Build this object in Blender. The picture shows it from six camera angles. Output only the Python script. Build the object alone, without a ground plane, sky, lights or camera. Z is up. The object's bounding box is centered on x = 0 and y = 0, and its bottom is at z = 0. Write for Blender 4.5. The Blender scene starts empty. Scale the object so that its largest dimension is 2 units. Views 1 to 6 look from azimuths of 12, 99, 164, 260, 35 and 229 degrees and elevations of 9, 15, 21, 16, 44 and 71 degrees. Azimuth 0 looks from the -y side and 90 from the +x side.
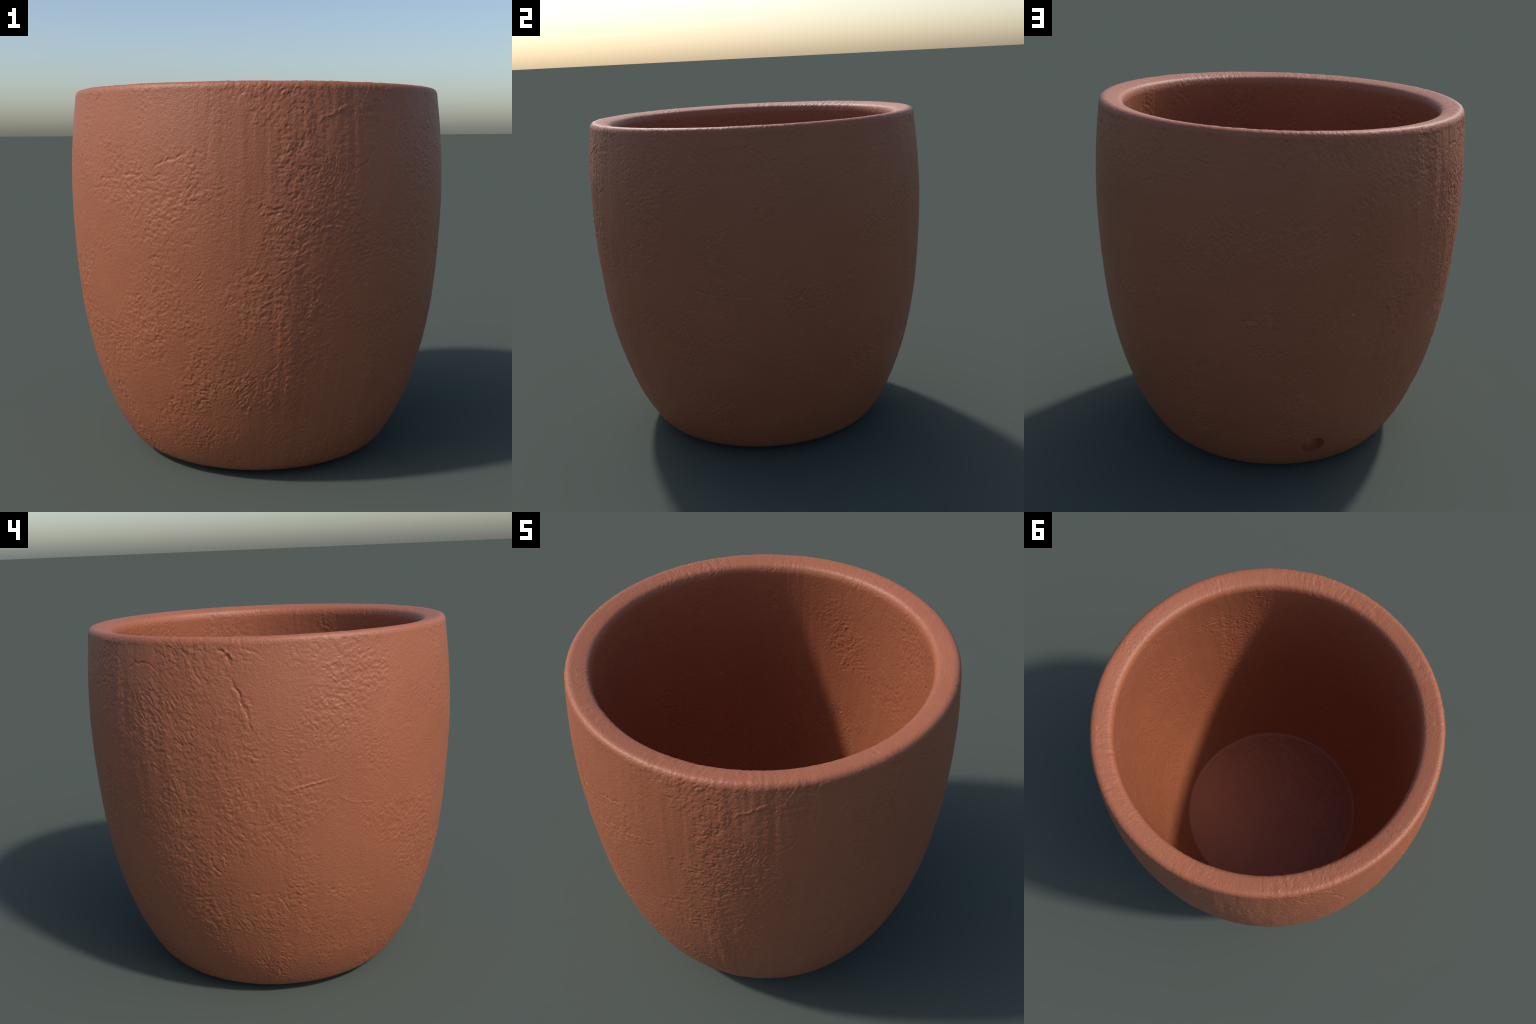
"""Hand-made terracotta planter: a thick egg-shaped bowl turned around the z axis,
with a flat rounded rim, a flat inner floor and one horizontal drain hole near the foot.
The body is lathed as one fine grid, given a clay relief (wrinkled patches, finger
marks, cracks, tool streaks) and then divided into its parts."""
import bpy
import numpy as np

RNG_SEED = 7
N_AROUND = 1400            # grid columns around the axis

# ------------------------------------------------------------------ noise ----
_rng = np.random.default_rng(RNG_SEED)
_PERM = _rng.permutation(256)
_PERM = np.concatenate([_PERM, _PERM, _PERM]).astype(np.int32)
_G = _rng.normal(size=(256, 3))
_G = (_G / np.linalg.norm(_G, axis=1)[:, None]).astype(np.float32)


def perlin(x, y, z):
    """Gradient noise, roughly -1..1, vectorised."""
    shape = np.broadcast(x, y, z).shape
    x, y, z = (np.broadcast_to(a, shape).astype(np.float32) for a in (x, y, z))
    xi, yi, zi = (np.floor(a).astype(np.int32) for a in (x, y, z))
    fx, fy, fz = x - xi, y - yi, z - zi
    xi, yi, zi = xi & 255, yi & 255, zi & 255
    w = lambda t: t * t * t * (t * (t * 6 - 15) + 10)
    u, v, q = w(fx), w(fy), w(fz)
    out = 0.0
    for cx in (0, 1):
        wx = u if cx else 1 - u
        for cy in (0, 1):
            wy = v if cy else 1 - v
            h1 = _PERM[_PERM[xi + cx] + yi + cy]
            for cz in (0, 1):
                wz = q if cz else 1 - q
                g = _G[_PERM[h1 + zi + cz]]
                out = out + wx * wy * wz * (g[..., 0] * (fx - cx) + g[..., 1] * (fy - cy) + g[..., 2] * (fz - cz))
    return out * 1.6


def step(a, b, x):
    t = np.clip((x - a) / (b - a), 0, 1)
    return t * t * (3 - 2 * t)


# ---------------------------------------------------------------- profile ----
def spline(kx, ky, x):
    """Natural cubic spline through the knots."""
    kx, ky = np.asarray(kx, float), np.asarray(ky, float)
    n = len(kx)
    h = np.diff(kx)
    A, b = np.eye(n), np.zeros(n)
    for i in range(1, n - 1):
        A[i, i - 1:i + 2] = h[i - 1], 2 * (h[i - 1] + h[i]), h[i]
        b[i] = 6 * ((ky[i + 1] - ky[i]) / h[i] - (ky[i] - ky[i - 1]) / h[i - 1])
    M = np.linalg.solve(A, b)
    i = np.clip(np.searchsorted(kx, x) - 1, 0, n - 2)
    a, c, H = x - kx[i], kx[i + 1] - x, h[i]
    return (M[i] * c ** 3 + M[i + 1] * a ** 3) / (6 * H) + (ky[i] / H - M[i] * H / 6) * c + (ky[i + 1] / H - M[i + 1] * H / 6) * a


FOOT_RADIUS = 0.585
FLOOR_Z, FLOOR_RADIUS = 0.128, 0.619
WALL_THICKNESS = 0.1265
# outside radius of the wall at a few heights
WALL_Z = [0.00, 0.03, 0.07, 0.12, 0.18, 0.26, 0.36, 0.48, 0.62, 0.80, 1.00, 1.20, 1.40, 1.60, 1.75, 1.87]
WALL_R = [0.592, 0.671, 0.7195, 0.752, 0.785, 0.8225, 0.860, 0.898, 0.9315, 0.9625, 0.9825, 0.9948, 0.9988, 0.9922, 0.9795, 0.9658]


def arc(c, rx, rz, a0, a1, n=24):
    t = np.radians(np.linspace(a0, a1, n))
    return np.stack([c[0] + rx * np.cos(t), c[1] + rz * np.sin(t)], 1)


zz = np.linspace(0, 1.87, 600)
outer = np.stack([spline(WALL_Z, WALL_R, zz), zz], 1)
tang = np.gradient(outer, axis=0)
tang /= np.linalg.norm(tang, axis=1)[:, None]
inner = outer + WALL_THICKNESS * np.stack([-tang[:, 1], tang[:, 0]], 1)
inner = inner[(inner[:, 1] > 0.36) & (inner[:, 1] < 1.840)][::-1]
# the inner wall runs in a gentle curve down to the floor
low_z = np.linspace(0.36, FLOOR_Z + 0.008, 40)[1:]
r36 = inner[-1, 0]
s36 = (inner[-1, 0] - inner[-6, 0]) / (inner[-1, 1] - inner[-6, 1])
t = (0.36 - low_z) / (0.36 - FLOOR_Z)
drop = r36 - s36 * (0.36 - FLOOR_Z) - (FLOOR_RADIUS + 0.004)
low = np.stack([r36 - s36 * (0.36 - low_z) - drop * t ** 2, low_z], 1)

R_OUT, R_IN = outer[-1, 0], inner[0, 0]
# rim: cut square to the leaning wall, so its face falls gently inwards; softened edges
RIM = [(R_OUT, 1.8700), (.9640, 1.8850), (.9600, 1.8960), (.9538, 1.9035), (.9450, 1.9080), (.9340, 1.9092), (.9120, 1.9058),
       (.8900, 1.9014), (.8740, 1.8973), (.8625, 1.8935), (.8535, 1.8875), (.8468, 1.8780), (.8430, 1.8660), (.8414, 1.8540), (R_IN, 1.8400)]
_k = np.concatenate([[0], np.cumsum(np.linalg.norm(np.diff(np.array(RIM), axis=0), axis=1))])
_s = np.linspace(0, _k[-1], 160)
rim_curve = np.stack([spline(_k, [p[0] for p in RIM], _s), spline(_k, [p[1] for p in RIM], _s)], 1)
base = np.array([[0.0004, 0.0], [FOOT_RADIUS - 0.03, 0.0], [FOOT_RADIUS, 0.0]])
floor = np.concatenate([arc((FLOOR_RADIUS - 0.008, FLOOR_Z + 0.008), 0.010, 0.0080, -10, -80, 8),
                        [[FLOOR_RADIUS - 0.012, FLOOR_Z], [0.0004, FLOOR_Z]]])


def resample(pts, spacing):
    d = np.concatenate([[0], np.cumsum(np.linalg.norm(np.diff(pts, axis=0), axis=1))])
    n = max(2, int(round(d[-1] / spacing)))
    s = np.linspace(0, d[-1], n + 1)
    return np.stack([np.interp(s, d, pts[:, 0]), np.interp(s, d, pts[:, 1])], 1)


# part name, profile piece, row spacing; consecutive pieces share their border row
sections = [
    ("base", base, 0.040),
    ("outer_wall", np.concatenate([base[-1:], outer]), 0.0047),
    ("rim", rim_curve, 0.0040),
    ("inner_wall", np.concatenate([inner, low]), 0.0068),
    ("floor", np.concatenate([low[-1:], floor]), 0.0090),
]
rows, spans = [], []
for name, pts, sp in sections:
    q = resample(pts, sp)
    first = len(rows) - 1 if rows else 0
    rows.extend(list(q[1:] if rows else q))
    spans.append((name, first, len(rows) - 1))
prof = np.array(rows)
NR = len(prof)
pt = np.gradient(prof, axis=0)
pt /= np.linalg.norm(pt, axis=1)[:, None]
pn = np.stack([pt[:, 1], -pt[:, 0]], 1)               # outward normal of the clay

# ----------------------------------------------------------------- relief ----
theta = np.linspace(-np.pi, np.pi, N_AROUND, endpoint=False)
CT, ST = np.cos(theta)[None, :], np.sin(theta)[None, :]


def wrap(a):
    return (a + np.pi) % (2 * np.pi) - np.pi


def wrinkles(th, z, seed, level=0.0):
    """Dabbed, smeared clay: short crumpled ridges, chipped layer edges and hairline splits."""
    c, s = np.cos(th), np.sin(th)
    o = seed * 17.3
    wx = perlin(c * 13 + o, s * 13, z * 13)
    wz = perlin(c * 13 + 40 + o, s * 13, z * 13)
    zw = z + 0.012 * wz
    level = level + .35 * np.exp(-(wrap(th - np.radians(-120)) / np.radians(38)) ** 2) * (seed == 1)
    # three smear directions (level, rising, falling), chosen by slow fields
    fields = []
    for shear, fa, fz, shift in ((0.05, 44, 74, 0), (0.75, 72, 52, 90), (-0.60, 70, 54, 160)):
        a = th + shear * z + 0.012 * wx
        fields.append(perlin(np.cos(a) * fa + o + shift, np.sin(a) * fa, zw * fz))
    p1 = step(-0.22, 0.22, level + perlin(c * 2.3 + 11 + o, s * 2.3, z * 2.3))
    p2 = step(-0.22, 0.22, perlin(c * 2.3 + 57 + o, s * 2.3, z * 2.3))
    n = fields[0] * p1 + (1 - p1) * (fields[1] * p2 + fields[2] * (1 - p2))
    m = perlin(c * 115 + o + wx, s * 115, z * 115 + wz)
    k = perlin(c * 66 + 70 + o + wx, s * 66, z * 66 + wz)
    low = perlin(c * 3.4 + o, s * 3.4, z * 3.2 + 5) + 0.5 * perlin(c * 9 + o, s * 9, z * 9)
    band = lambda az, w: np.exp(-(wrap(th - np.radians(az)) / np.radians(w)) ** 2)
    if seed == 1:      # dense bands of smeared clay
        low = low + .42 * band(-68, 17) * step(.35, .8, z) + .32 * band(138, 22) + .22 * band(170, 16) * step(.9, 1.2, z)
    else:
        low = low + .40 * band(60, 16) + .2 * band(25, 20)
    patch = step(-0.40, 0.55, low)
    crumple = 0.52 * n + 0.26 * m + 0.34 * k - 0.25 * np.abs(n) + 0.20 * perlin(c * 24 + o + wx, s * 24, z * 24 + wz)
    # edges of overlapping smears
    lay = perlin(c * 13 + 200 + o + 1.1 * wx, s * 13, z * 16 + 1.1 * wz) + 0.30 * fields[0] + .12 * m
    crumple += 0.26 * step(-0.03, 0.03, lay) * (.35 + .65 * patch)
    # short ragged splits
    sp = perlin(c * 12 + 300 + o + .8 * wx, s * 12, z * 29 + .8 * wz) + 0.10 * m
    where = step(0.10, 0.42, perlin(c * 12 + 333 + o, s * 12, z * 12))
    crumple -= 0.62 * np.exp(-(sp / 0.050) ** 2) * where
    return crumple * (0.27 + 0.98 * patch), patch


def streaks(th, z, seed):
    """Long upright wipe marks."""
    o = seed * 31.7
    c, s = np.cos(th), np.sin(th)
    v = perlin(c * 11 + o, s * 11, z * 1.8) + 0.50 * perlin(c * 25 + o, s * 25, z * 2.6) + .26 * perlin(c * 50 + o, s * 50, z * 4)
    lit = .35 + .65 * np.maximum(np.exp(-(wrap(th - np.radians(-66)) / .55) ** 2), np.exp(-(wrap(th - np.radians(128)) / .6) ** 2)) if seed == 1 else .8
    return lit * v * (.3 + .7 * step(-0.25, 0.35, perlin(c * 2.2 + o, s * 2.2 + 3, z * 1.5)))


# pressed finger marks: azimuth, height, half size, ridge spacing, centre of the arcs (offset), stretch
FINGER_MARKS = [
    (-58.5, 1.515, 0.115, 0.0205, -0.105, 0.055, 1.0),
    (-72.4, 1.266, 0.055, 0.0170, -0.900, 0.000, 1.0),
    (-65.0, 1.300, 0.080, 0.0190, -0.200, 0.250, 0.8),
    (-86.1, 1.367, 0.090, 0.0200, 0.180, 0.260, 0.7),
    (-107.9, 1.029, 0.085, 0.0190, 0.220, 0.240, 0.7),
    (-93.3, 1.046, 0.050, 0.0180, 0.300, -0.300, 0.8),
    (-77.3, 1.022, 0.070, 0.0190, 0.000, 0.600, 0.6),
    (-114.5, 1.277, 0.070, 0.0190, 0.100, 0.350, 0.5),
    (-90.0, 1.617, 0.080, 0.0190, 0.350, 0.250, 0.5),
    (-100.3, 0.216, 0.090, 0.0190, 0.030, 0.700, 0.7),
    (-114.1, 0.384, 0.080, 0.0190, 0.200, 0.500, 0.5),
    (-127.3, 0.569, 0.080, 0.0190, 0.300, 0.150, 0.8),
    (171.3, 1.498, 0.075, 0.0190, 0.150, 0.650, 0.9),
    (174.4, 1.390, 0.080, 0.0190, 0.000, 0.160, 0.7),
    (-162.6, 1.380, 0.115, 0.0205, 0.000, 0.095, 0.9),
    (129.3, 1.612, 0.110, 0.0190, -0.700, -0.420, 0.9),
    (158.0, 1.480, 0.080, 0.0190, -0.500, 0.300, 0.6),
    (155.5, 1.259, 0.080, 0.0190, 0.100, 0.500, 0.7),
    (176.7, 1.107, 0.080, 0.0190, 0.200, 0.400, 0.7),
    (-166.2, 1.742, 0.070, 0.0190, 0.300, 0.300, 0.5),
    (150.7, 0.367, 0.090, 0.0200, -0.500, 0.000, 0.7),
    (144.4, 1.294, 0.090, 0.0190, -0.400, 0.500, 0.6),
    (4.7, 0.404, 0.050, 0.0170, 0.000, -0.060, 0.8),
    (14.0, 0.383, 0.060, 0.0190, -0.100, -0.300, 0.6),
    (30.6, 0.836, 0.080, 0.0190, 0.000, 0.090, 0.5),
    (67.1, 1.123, 0.080, 0.0190, 0.100, 0.600, 0.6),
    (74.3, 1.371, 0.080, 0.0190, 0.400, 0.300, 0.5),
    (67.1, 0.648, 0.080, 0.0190, 0.300, 0.200, 0.6),
    (38.0, 1.560, 0.080, 0.0190, 0.100, 0.100, 0.5),
    (110.0, 0.760, 0.090, 0.0190, 0.300, 0.300, 0.6),
    (-35.0, 0.700, 0.090, 0.0190, 0.200, 0.200, 0.5),
    (-145.0, 0.950, 0.090, 0.0190, 0.150, 0.100, 0.5),
]

# cracks and creases: depth (negative = raised scratch), half width, then (azimuth, height) stations
CREASES = [
    (1.0, .0065, [(-126.6, 1.474), (-123.0, 1.486), (-120.0, 1.492)]),
    (.8, .0060, [(-132.2, 1.426), (-129.5, 1.441), (-125.0, 1.442)]),
    (.8, .0060, [(-105.3, 1.553), (-100.5, 1.579), (-95.1, 1.610)]),
    (-.9, .0080, [(-62.8, 1.740), (-58.0, 1.775), (-54.0, 1.808)]),
    (.9, .0060, [(-54.0, 1.530), (-51.0, 1.541), (-47.4, 1.583), (-46.8, 1.618)]),
    (.8, .0060, [(-96.8, 0.441), (-93.9, 0.473)]),
    (1.1, .0070, [(154.2, 1.888), (156.8, 1.853), (159.2, 1.802)]),
    (-.9, .0070, [(156.6, 1.870), (159.0, 1.830), (160.3, 1.800)]),
    (1.2, .0085, [(157.2, 1.770), (159.7, 1.706), (161.6, 1.620), (162.9, 1.583)]),
    (1.0, .0075, [(162.9, 1.583), (163.5, 1.517), (162.1, 1.473)]),
    (.8, .0060, [(161.5, 1.391), (166.0, 1.374), (169.0, 1.373)]),
    (-1.3, .0055, [(173.3, 1.220), (178.5, 1.239), (186.1, 1.261)]),
    (-.7, .0060, [(185.7, 1.178), (190.5, 1.133), (196.7, 1.106)]),
    (.9, .0065, [(126.9, 1.760), (129.5, 1.786), (134.4, 1.795), (137.3, 1.763)]),
    (.9, .0070, [(150.0, 0.899), (151.0, 0.822), (153.7, 0.781)]),
    (1.0, .0070, [(146.6, 0.598), (147.4, 0.520), (149.7, 0.478)]),
    (.8, .0060, [(143.4, 0.618), (148.4, 0.622)]),
    (.8, .0060, [(160.5, 0.697), (163.3, 0.679), (168.1, 0.696)]),
    (.8, .0060, [(169.0, 0.687), (172.3, 0.588)]),
    (.8, .0065, [(161.6, 1.879), (166.2, 1.829)]),
    (.9, .0055, [(-14.8, 1.122), (-9.2, 1.074), (-2.6, 1.054), (7.7, 1.043)]),
    (.8, .0055, [(-0.9, 1.206), (3.8, 1.165), (7.9, 1.127)]),
    (.8, .0060, [(-14.7, 0.270), (-6.6, 0.364), (0.3, 0.450)]),
    (1.0, .0060, [(-11.8, 1.836), (-8.2, 1.788), (-1.8, 1.752)]),
    (1.0, .0060, [(-0.8, 1.793), (4.0, 1.806), (8.2, 1.811), (12.2, 1.760), (13.9, 1.711)]),
    (.7, .0060, [(12.7, 0.914), (16.8, 0.945), (25.1, 1.108)]),
    (.9, .0055, [(63.5, 1.022), (67.1, 1.032), (69.3, 1.029)]),
    (-.7, .0055, [(67.5, 1.550), (71.9, 1.576)]),
    (.9, .0060, [(92.2, 1.284), (94.7, 1.247)]),
    (.7, .0060, [(63.5, 1.373), (59.2, 1.270)]),
    (.7, .0060, [(82.0, 1.028), (83.2, 0.958)]),
]
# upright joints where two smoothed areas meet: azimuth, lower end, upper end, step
JOINTS = [(-52.3, 1.40, 1.90, 1.0), (-116.6, 1.33, 1.88, -.8), (126.2, 1.35, 1.90, .8), (-72.6, .60, 1.15, .7),
          (-12.0, 1.25, 1.88, .6), (37.0, 1.1, 1.8, -.6), (66.0, .55, 1.2, .6), (103.0, 1.0, 1.75, .6)]


def crease_field(th, z):
    h = np.zeros_like(th)
    for depth, width, pts in CREASES:
        p = np.array(pts, float)
        a0 = np.radians(p[:, 0].mean())
        px = np.radians(p[:, 0]) - a0
        sel = np.where((np.abs(wrap(th - a0)) < np.ptp(px) / 2 + .09) & (z > p[:, 1].min() - .05) & (z < p[:, 1].max() + .05))
        if not len(sel[0]):
            continue
        x, y = wrap(th[sel] - a0), z[sel]
        bend = .25 if depth < -1.2 else 1.0
        x = x + bend * .010 * perlin(x * 38 + a0 * 9, y * 38, 0.5) + .005 * perlin(x * 90, y * 90, 0.5)
        y = y + bend * .010 * perlin(x * 38 + a0 * 9, y * 38, 7.5) + .005 * perlin(x * 90, y * 90, 7.5)
        best, along = np.full(x.shape, 9.0), np.zeros(x.shape)
        for i in range(len(p) - 1):
            dx, dy = px[i + 1] - px[i], p[i + 1, 1] - p[i, 1]
            L2 = dx * dx + dy * dy
            t_ = np.clip(((x - px[i]) * dx + (y - p[i, 1]) * dy) / L2, 0, 1)
            d = np.hypot(x - px[i] - t_ * dx, y - p[i, 1] - t_ * dy)
            along = np.where(d < best, (i + t_) / (len(p) - 1), along)
            best = np.minimum(best, d)
        taper = 0.35 + 0.65 * np.sqrt(np.clip(1 - (2 * along - 1) ** 2, 0, 1))
        g = np.exp(-(best / (width * .85)) ** 2) - 0.30 * np.exp(-(best / (width * 2.4)) ** 2)
        ragged = .45 + .8 * step(-.35, .3, perlin(x * 45 + a0 * 5, y * 45, 3.5))
        h[sel] -= depth * taper * g * ragged
    return h


def finger_field(th, z):
    h, cover = np.zeros_like(th), np.zeros_like(th)
    for k, (az, zc, size, lam, ox, oz, amp) in enumerate(FINGER_MARKS):
        a0 = np.radians(az)
        sel = np.where((np.abs(wrap(th - a0)) < size * 1.35) & (np.abs(z - zc) < size * 1.35))
        if not len(sel[0]):
            continue
        x, y = wrap(th[sel] - a0), z[sel] - zc
        rag = 1 + .55 * perlin(x * 16 + k * 3.1, y * 16, k * 1.7)
        win = step(1.15, 0.45, np.hypot(x, y) / size * rag)
        d = np.hypot(x - ox, y - oz)
        d = d + .012 * perlin(x * 22 + k, y * 22, k + .3) + .009 * perlin(x * 60, y * 60, k + .3)
        ridge = np.sin(2 * np.pi * d / (lam * .80))
        brk = .45 + .75 * step(-.4, .3, perlin(x * 34 + k * 5, y * 34, 2.5))
        h[sel] += amp * win * ridge * brk
        cover[sel] = np.maximum(cover[sel], win * amp)
    return h, cover


def relief_wall(th, z):
    rough, patch = wrinkles(th, z, 1)
    marks, cover = finger_field(th, z)
    calm = 1 - .30 * np.exp(-(wrap(th - np.radians(25)) / np.radians(55)) ** 2)
    h = 0.0029 * rough * calm * (1 - .30 * cover) + 0.0010 * marks
    h += 0.0040 * crease_field(th, z) * step(1.872, 1.850, z)
    h += 0.0028 * streaks(th, z, 1)
    for az, z0, z1, k in JOINTS:
        x = wrap(th - np.radians(az)) + .004 * perlin(z * 9 + az, th * 3, 1.5)
        side = np.where(x > 0, np.exp(-x / .06), 0) * step(-.004, .004, x)
        h += k * 0.0009 * side * step(z0, z0 + .15, z) * step(min(z1 + .02, 1.87), z1 - .06, z)
    c, s = np.cos(th), np.sin(th)
    h += 0.0009 * perlin(c * 4.2 + 3, s * 4.2, z * 3.5)
    return h


TH = np.broadcast_to(theta[None, :], (NR, N_AROUND))
H = np.zeros((NR, N_AROUND), np.float64)
rim_start = next(q[1] for q in spans if q[0] == "rim")
for name, i0, i1 in spans:
    sl = slice(i0, i1 + 1)
    th = np.array(TH[sl])
    r = prof[sl, 0][:, None] + 0 * th
    z = prof[sl, 1][:, None] + 0 * th
    if name == "outer_wall":
        H[sl] = relief_wall(th, z) * step(0.002, 0.07, z) 
    elif name in ("rim", "inner_wall"):
        # noise runs on over the rim and down the inside by distance along the profile
        d = np.concatenate([[0], np.cumsum(np.linalg.norm(np.diff(prof[rim_start:i1 + 1], axis=0), axis=1))])
        run = (1.87 + d[i0 - rim_start:])[:, None] + 0 * th
        c, s = np.cos(th), np.sin(th)
        inside_part = step(1.95, 2.15, run)
        ra, _ = wrinkles(th, run, 1)
        rb, _ = wrinkles(th, run, 2, .40)
        H[sl] = 0.0033 * (ra * (1 - inside_part) + rb * inside_part) * (.42 + .58 * step(1.96, 2.1, run) + .54 * step(1.90, 1.87, run))
        smear = perlin(c * 30 + 5, s * 30, run * 7) + .7 * perlin(c * 62 + 5, s * 62, run * 16)
        H[sl] += 0.0014 * smear * step(2.30, 2.0, run) * step(-.25, .35, perlin(c * 3 + 9, s * 3, run * 2)) * step(1.87, 1.89, run)
        H[sl] += 0.0024 * streaks(th, run, 1) * (1 - inside_part) * (.35 + .65 * step(1.90, 1.87, run)) + 0.0024 * streaks(th, run, 2) * inside_part
        H[sl] += 0.0009 * perlin(c * 4.2 + 3, s * 4.2, run * 3.5)
        if name == "inner_wall":
            H[sl] *= step(FLOOR_Z, FLOOR_Z + .05, z)
    elif name == "floor":
        x, y = r * np.cos(th), r * np.sin(th)
        H[sl] = (0.0022 * perlin(x * 26, y * 26, 3.3) + 0.0012 * perlin(x * 8, y * 8, 1.3)) * step(FLOOR_RADIUS, FLOOR_RADIUS - .05, r) * step(0, .03, r)

RR = prof[:, 0][:, None] + pn[:, 0][:, None] * H
ZZ = prof[:, 1][:, None] + pn[:, 1][:, None] * H
ZZ = np.maximum(ZZ, 0)
P = np.stack([RR * CT, RR * ST, ZZ], -1)

# vertex normals of the whole body
d_th = np.roll(P, -1, 1) - np.roll(P, 1, 1)
d_s = np.gradient(P, axis=0)
N = np.cross(d_th, d_s)
N /= np.linalg.norm(N, axis=-1)[..., None] + 1e-12
N[0] = (0, 0, -1)
N[-1] = (0, 0, 1)

# ------------------------------------------------------------- drain hole ----
HOLE_Z, HOLE_R = 0.231, 0.0605          # horizontal bore along +y
hx, hz = P[..., 0], P[..., 2] - HOLE_Z
dist = np.hypot(hx, hz)
front = P[..., 1] > 0.3
inside = front & (dist < HOLE_R)
quads_removed = np.zeros((NR - 1, N_AROUND), bool)
for di in (0, 1):
    for dj in (0, 1):
        quads_removed |= np.roll(inside, -dj, 1)[di:NR - 1 + di]
edge_mask = np.zeros((NR, N_AROUND), bool)
for di in (0, 1):
    for dj in (0, 1):
        edge_mask[di:NR - 1 + di] |= np.roll(quads_removed, dj, 1)
edge_mask &= ~inside
k = HOLE_R / np.maximum(dist[edge_mask], 1e-6)
P[edge_mask, 0] = P[edge_mask, 0] * k
P[edge_mask, 2] = HOLE_Z + (P[edge_mask, 2] - HOLE_Z) * k

# --------------------------------------------------------------- material ----


def clay_material():
    m = bpy.data.materials.new("terracotta")
    m.use_nodes = True
    nt = m.node_tree
    nd, ln = nt.nodes, nt.links
    bsdf = nd["Principled BSDF"]
    tc = nd.new("ShaderNodeTexCoord")

    def noise(scale, detail, rough=0.55):
        n = nd.new("ShaderNodeTexNoise")
        n.inputs["Scale"].default_value = scale
        n.inputs["Detail"].default_value = detail
        n.inputs["Roughness"].default_value = rough
        ln.new(tc.outputs["Object"], n.inputs["Vector"])
        return n
    cloud = noise(3.0, 6, 0.65)
    ramp = nd.new("ShaderNodeValToRGB")
    ramp.color_ramp.elements[0].position = 0.3
    ramp.color_ramp.elements[0].color = (0.286, 0.0880, 0.0395, 1)
    ramp.color_ramp.elements[1].position = 0.7
    ramp.color_ramp.elements[1].color = (0.314, 0.1000, 0.0465, 1)
    ln.new(cloud.outputs["Fac"], ramp.inputs["Fac"])
    ln.new(ramp.outputs["Color"], bsdf.inputs["Base Color"])
    bsdf.inputs["Roughness"].default_value = 0.52
    bsdf.inputs["Specular IOR Level"].default_value = 0.5
    grain = noise(120, 2, 0.5)
    bump = nd.new("ShaderNodeBump")
    bump.inputs["Strength"].default_value = 0.36
    bump.inputs["Distance"].default_value = 0.006
    ln.new(grain.outputs["Fac"], bump.inputs["Height"])
    ln.new(bump.outputs["Normal"], bsdf.inputs["Normal"])
    return m


CLAY = clay_material()


# ------------------------------------------------------------------ parts ----
def make_object(name, verts, faces4, normals, parent):
    me = bpy.data.meshes.new(name)
    nv, nf = len(verts), len(faces4)
    me.vertices.add(nv)
    me.vertices.foreach_set("co", np.ascontiguousarray(verts, np.float32).ravel())
    me.loops.add(nf * 4)
    me.loops.foreach_set("vertex_index", np.ascontiguousarray(faces4, np.int32).ravel())
    me.polygons.add(nf)
    me.polygons.foreach_set("loop_start", np.arange(0, nf * 4, 4, dtype=np.int32))
    me.update(calc_edges=True)
    me.polygons.foreach_set("use_smooth", np.ones(nf, bool))
    me.validate()
    if normals is not None:
        me.normals_split_custom_set_from_vertices(normals.astype(float).tolist())
    me.materials.append(CLAY)
    ob = bpy.data.objects.new(name, me)
    bpy.context.scene.collection.objects.link(ob)
    ob.parent = parent
    return ob


pot = bpy.data.objects.new("terracotta_pot", None)
bpy.context.scene.collection.objects.link(pot)
pot.empty_display_size = 0.2
pot["label"] = "thick egg-shaped terracotta planter with rough hand-worked clay surface"
pot["category"] = "flower pot"

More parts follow.
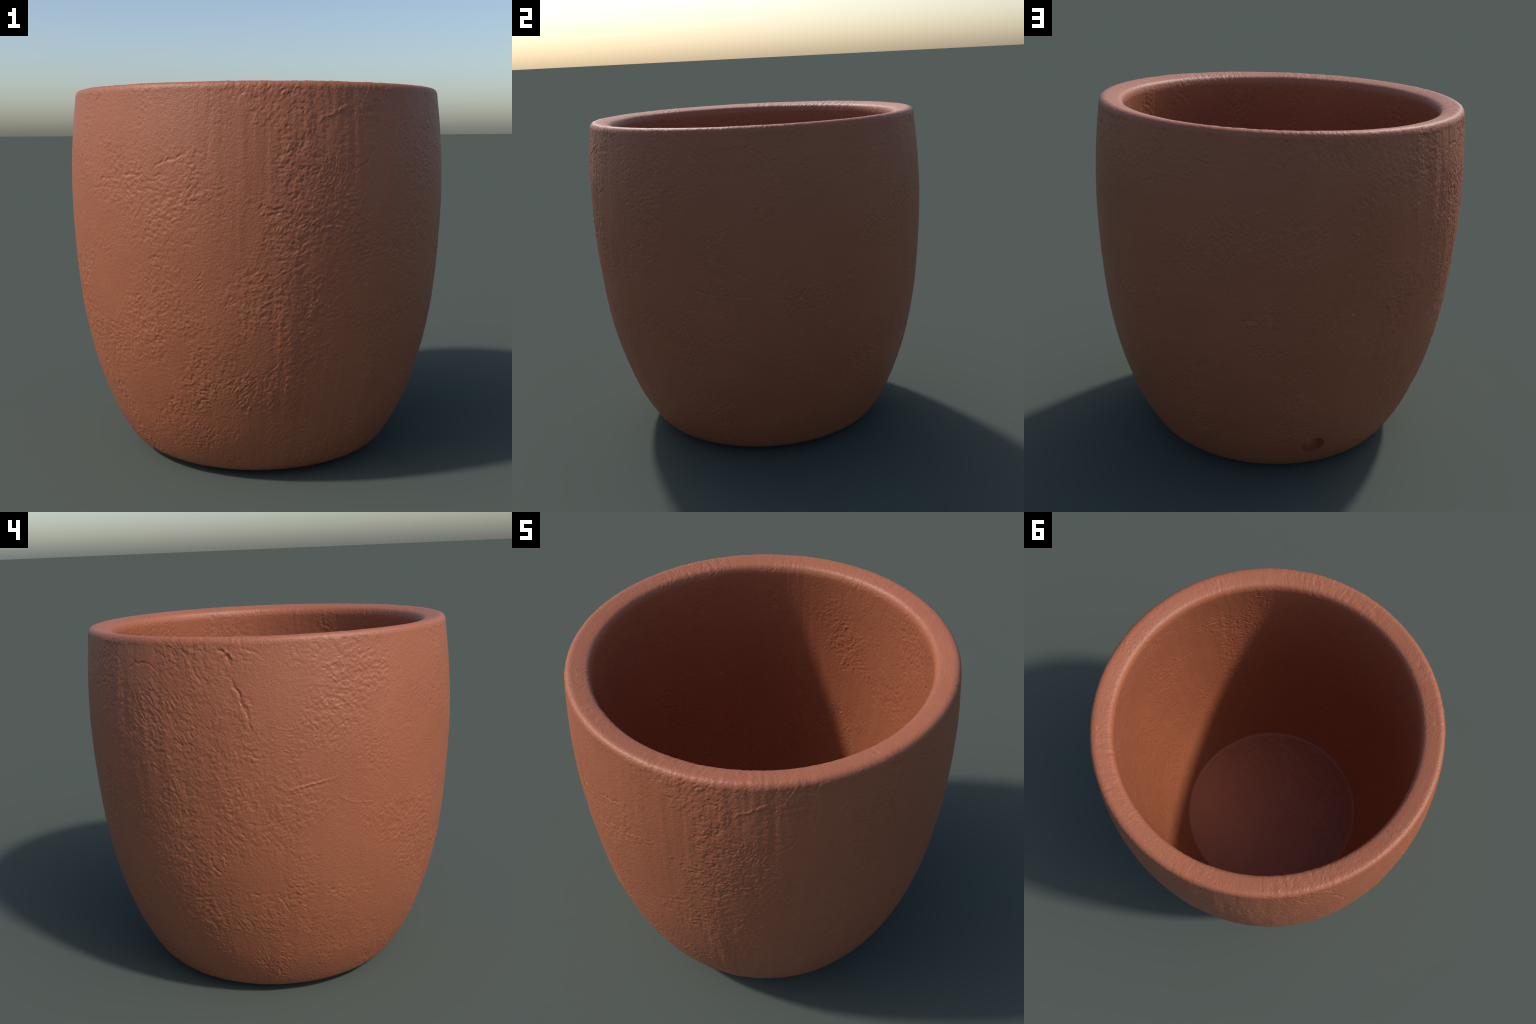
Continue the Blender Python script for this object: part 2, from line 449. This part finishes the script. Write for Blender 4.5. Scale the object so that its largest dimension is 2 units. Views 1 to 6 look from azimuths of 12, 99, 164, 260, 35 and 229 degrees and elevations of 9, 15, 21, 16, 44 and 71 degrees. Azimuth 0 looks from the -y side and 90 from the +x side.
jj = np.arange(N_AROUND)
jn = (jj + 1) % N_AROUND
for name, i0, i1 in spans:
    r_ = np.arange(i0, i1)
    keep = ~quads_removed[i0:i1]
    a = r_[:, None] * N_AROUND + jj[None]
    b = r_[:, None] * N_AROUND + jn[None]
    quad = np.stack([a, b, b + N_AROUND, a + N_AROUND], -1)[keep]
    used = np.unique(quad)
    remap = np.zeros(NR * N_AROUND, np.int64)
    remap[used] = np.arange(len(used))
    make_object(name, P.reshape(-1, 3)[used], remap[quad], N.reshape(-1, 3)[used], pot)


# bore of the drain hole: from the outer edge loop straight through to the inner wall
def hole_edge(name):
    i0, i1 = next((s[1], s[2]) for s in spans if s[0] == name)
    m = np.zeros_like(edge_mask)
    m[i0:i1 + 1] = edge_mask[i0:i1 + 1]
    q = P[m]
    on = np.abs(np.hypot(q[:, 0], q[:, 2] - HOLE_Z) - HOLE_R) < 1e-5
    q = q[on]
    a = np.arctan2(q[:, 2] - HOLE_Z, q[:, 0])
    o = np.argsort(a)
    return a[o], q[o]


ao, qo = hole_edge("outer_wall")
ai, qi = hole_edge("inner_wall")
y_in = np.interp(ao, ai, qi[:, 1], period=2 * np.pi)
n_st = 14
tt = np.linspace(0, 1, n_st + 1)[:, None]
bore_r = np.hypot(qo[:, 0], qo[:, 2] - HOLE_Z)
Y = qo[:, 1][None] * (1 - tt) + y_in[None] * tt
dent = 0.0012 * perlin(np.cos(ao)[None] * 2.5, np.sin(ao)[None] * 2.5, Y * 22) * np.sin(np.pi * tt)
X = (bore_r[None] + dent) * np.cos(ao)[None]
Zb = HOLE_Z + (bore_r[None] + dent) * np.sin(ao)[None]
V = np.stack([X, Y, Zb], -1)
nb = len(ao)
ii, kk = np.meshgrid(np.arange(n_st), np.arange(nb), indexing="ij")
kn = (kk + 1) % nb
F = np.stack([ii * nb + kk, ii * nb + kn, (ii + 1) * nb + kn, (ii + 1) * nb + kk], -1).reshape(-1, 4)
make_object("drain_hole", V.reshape(-1, 3), F, None, pot)
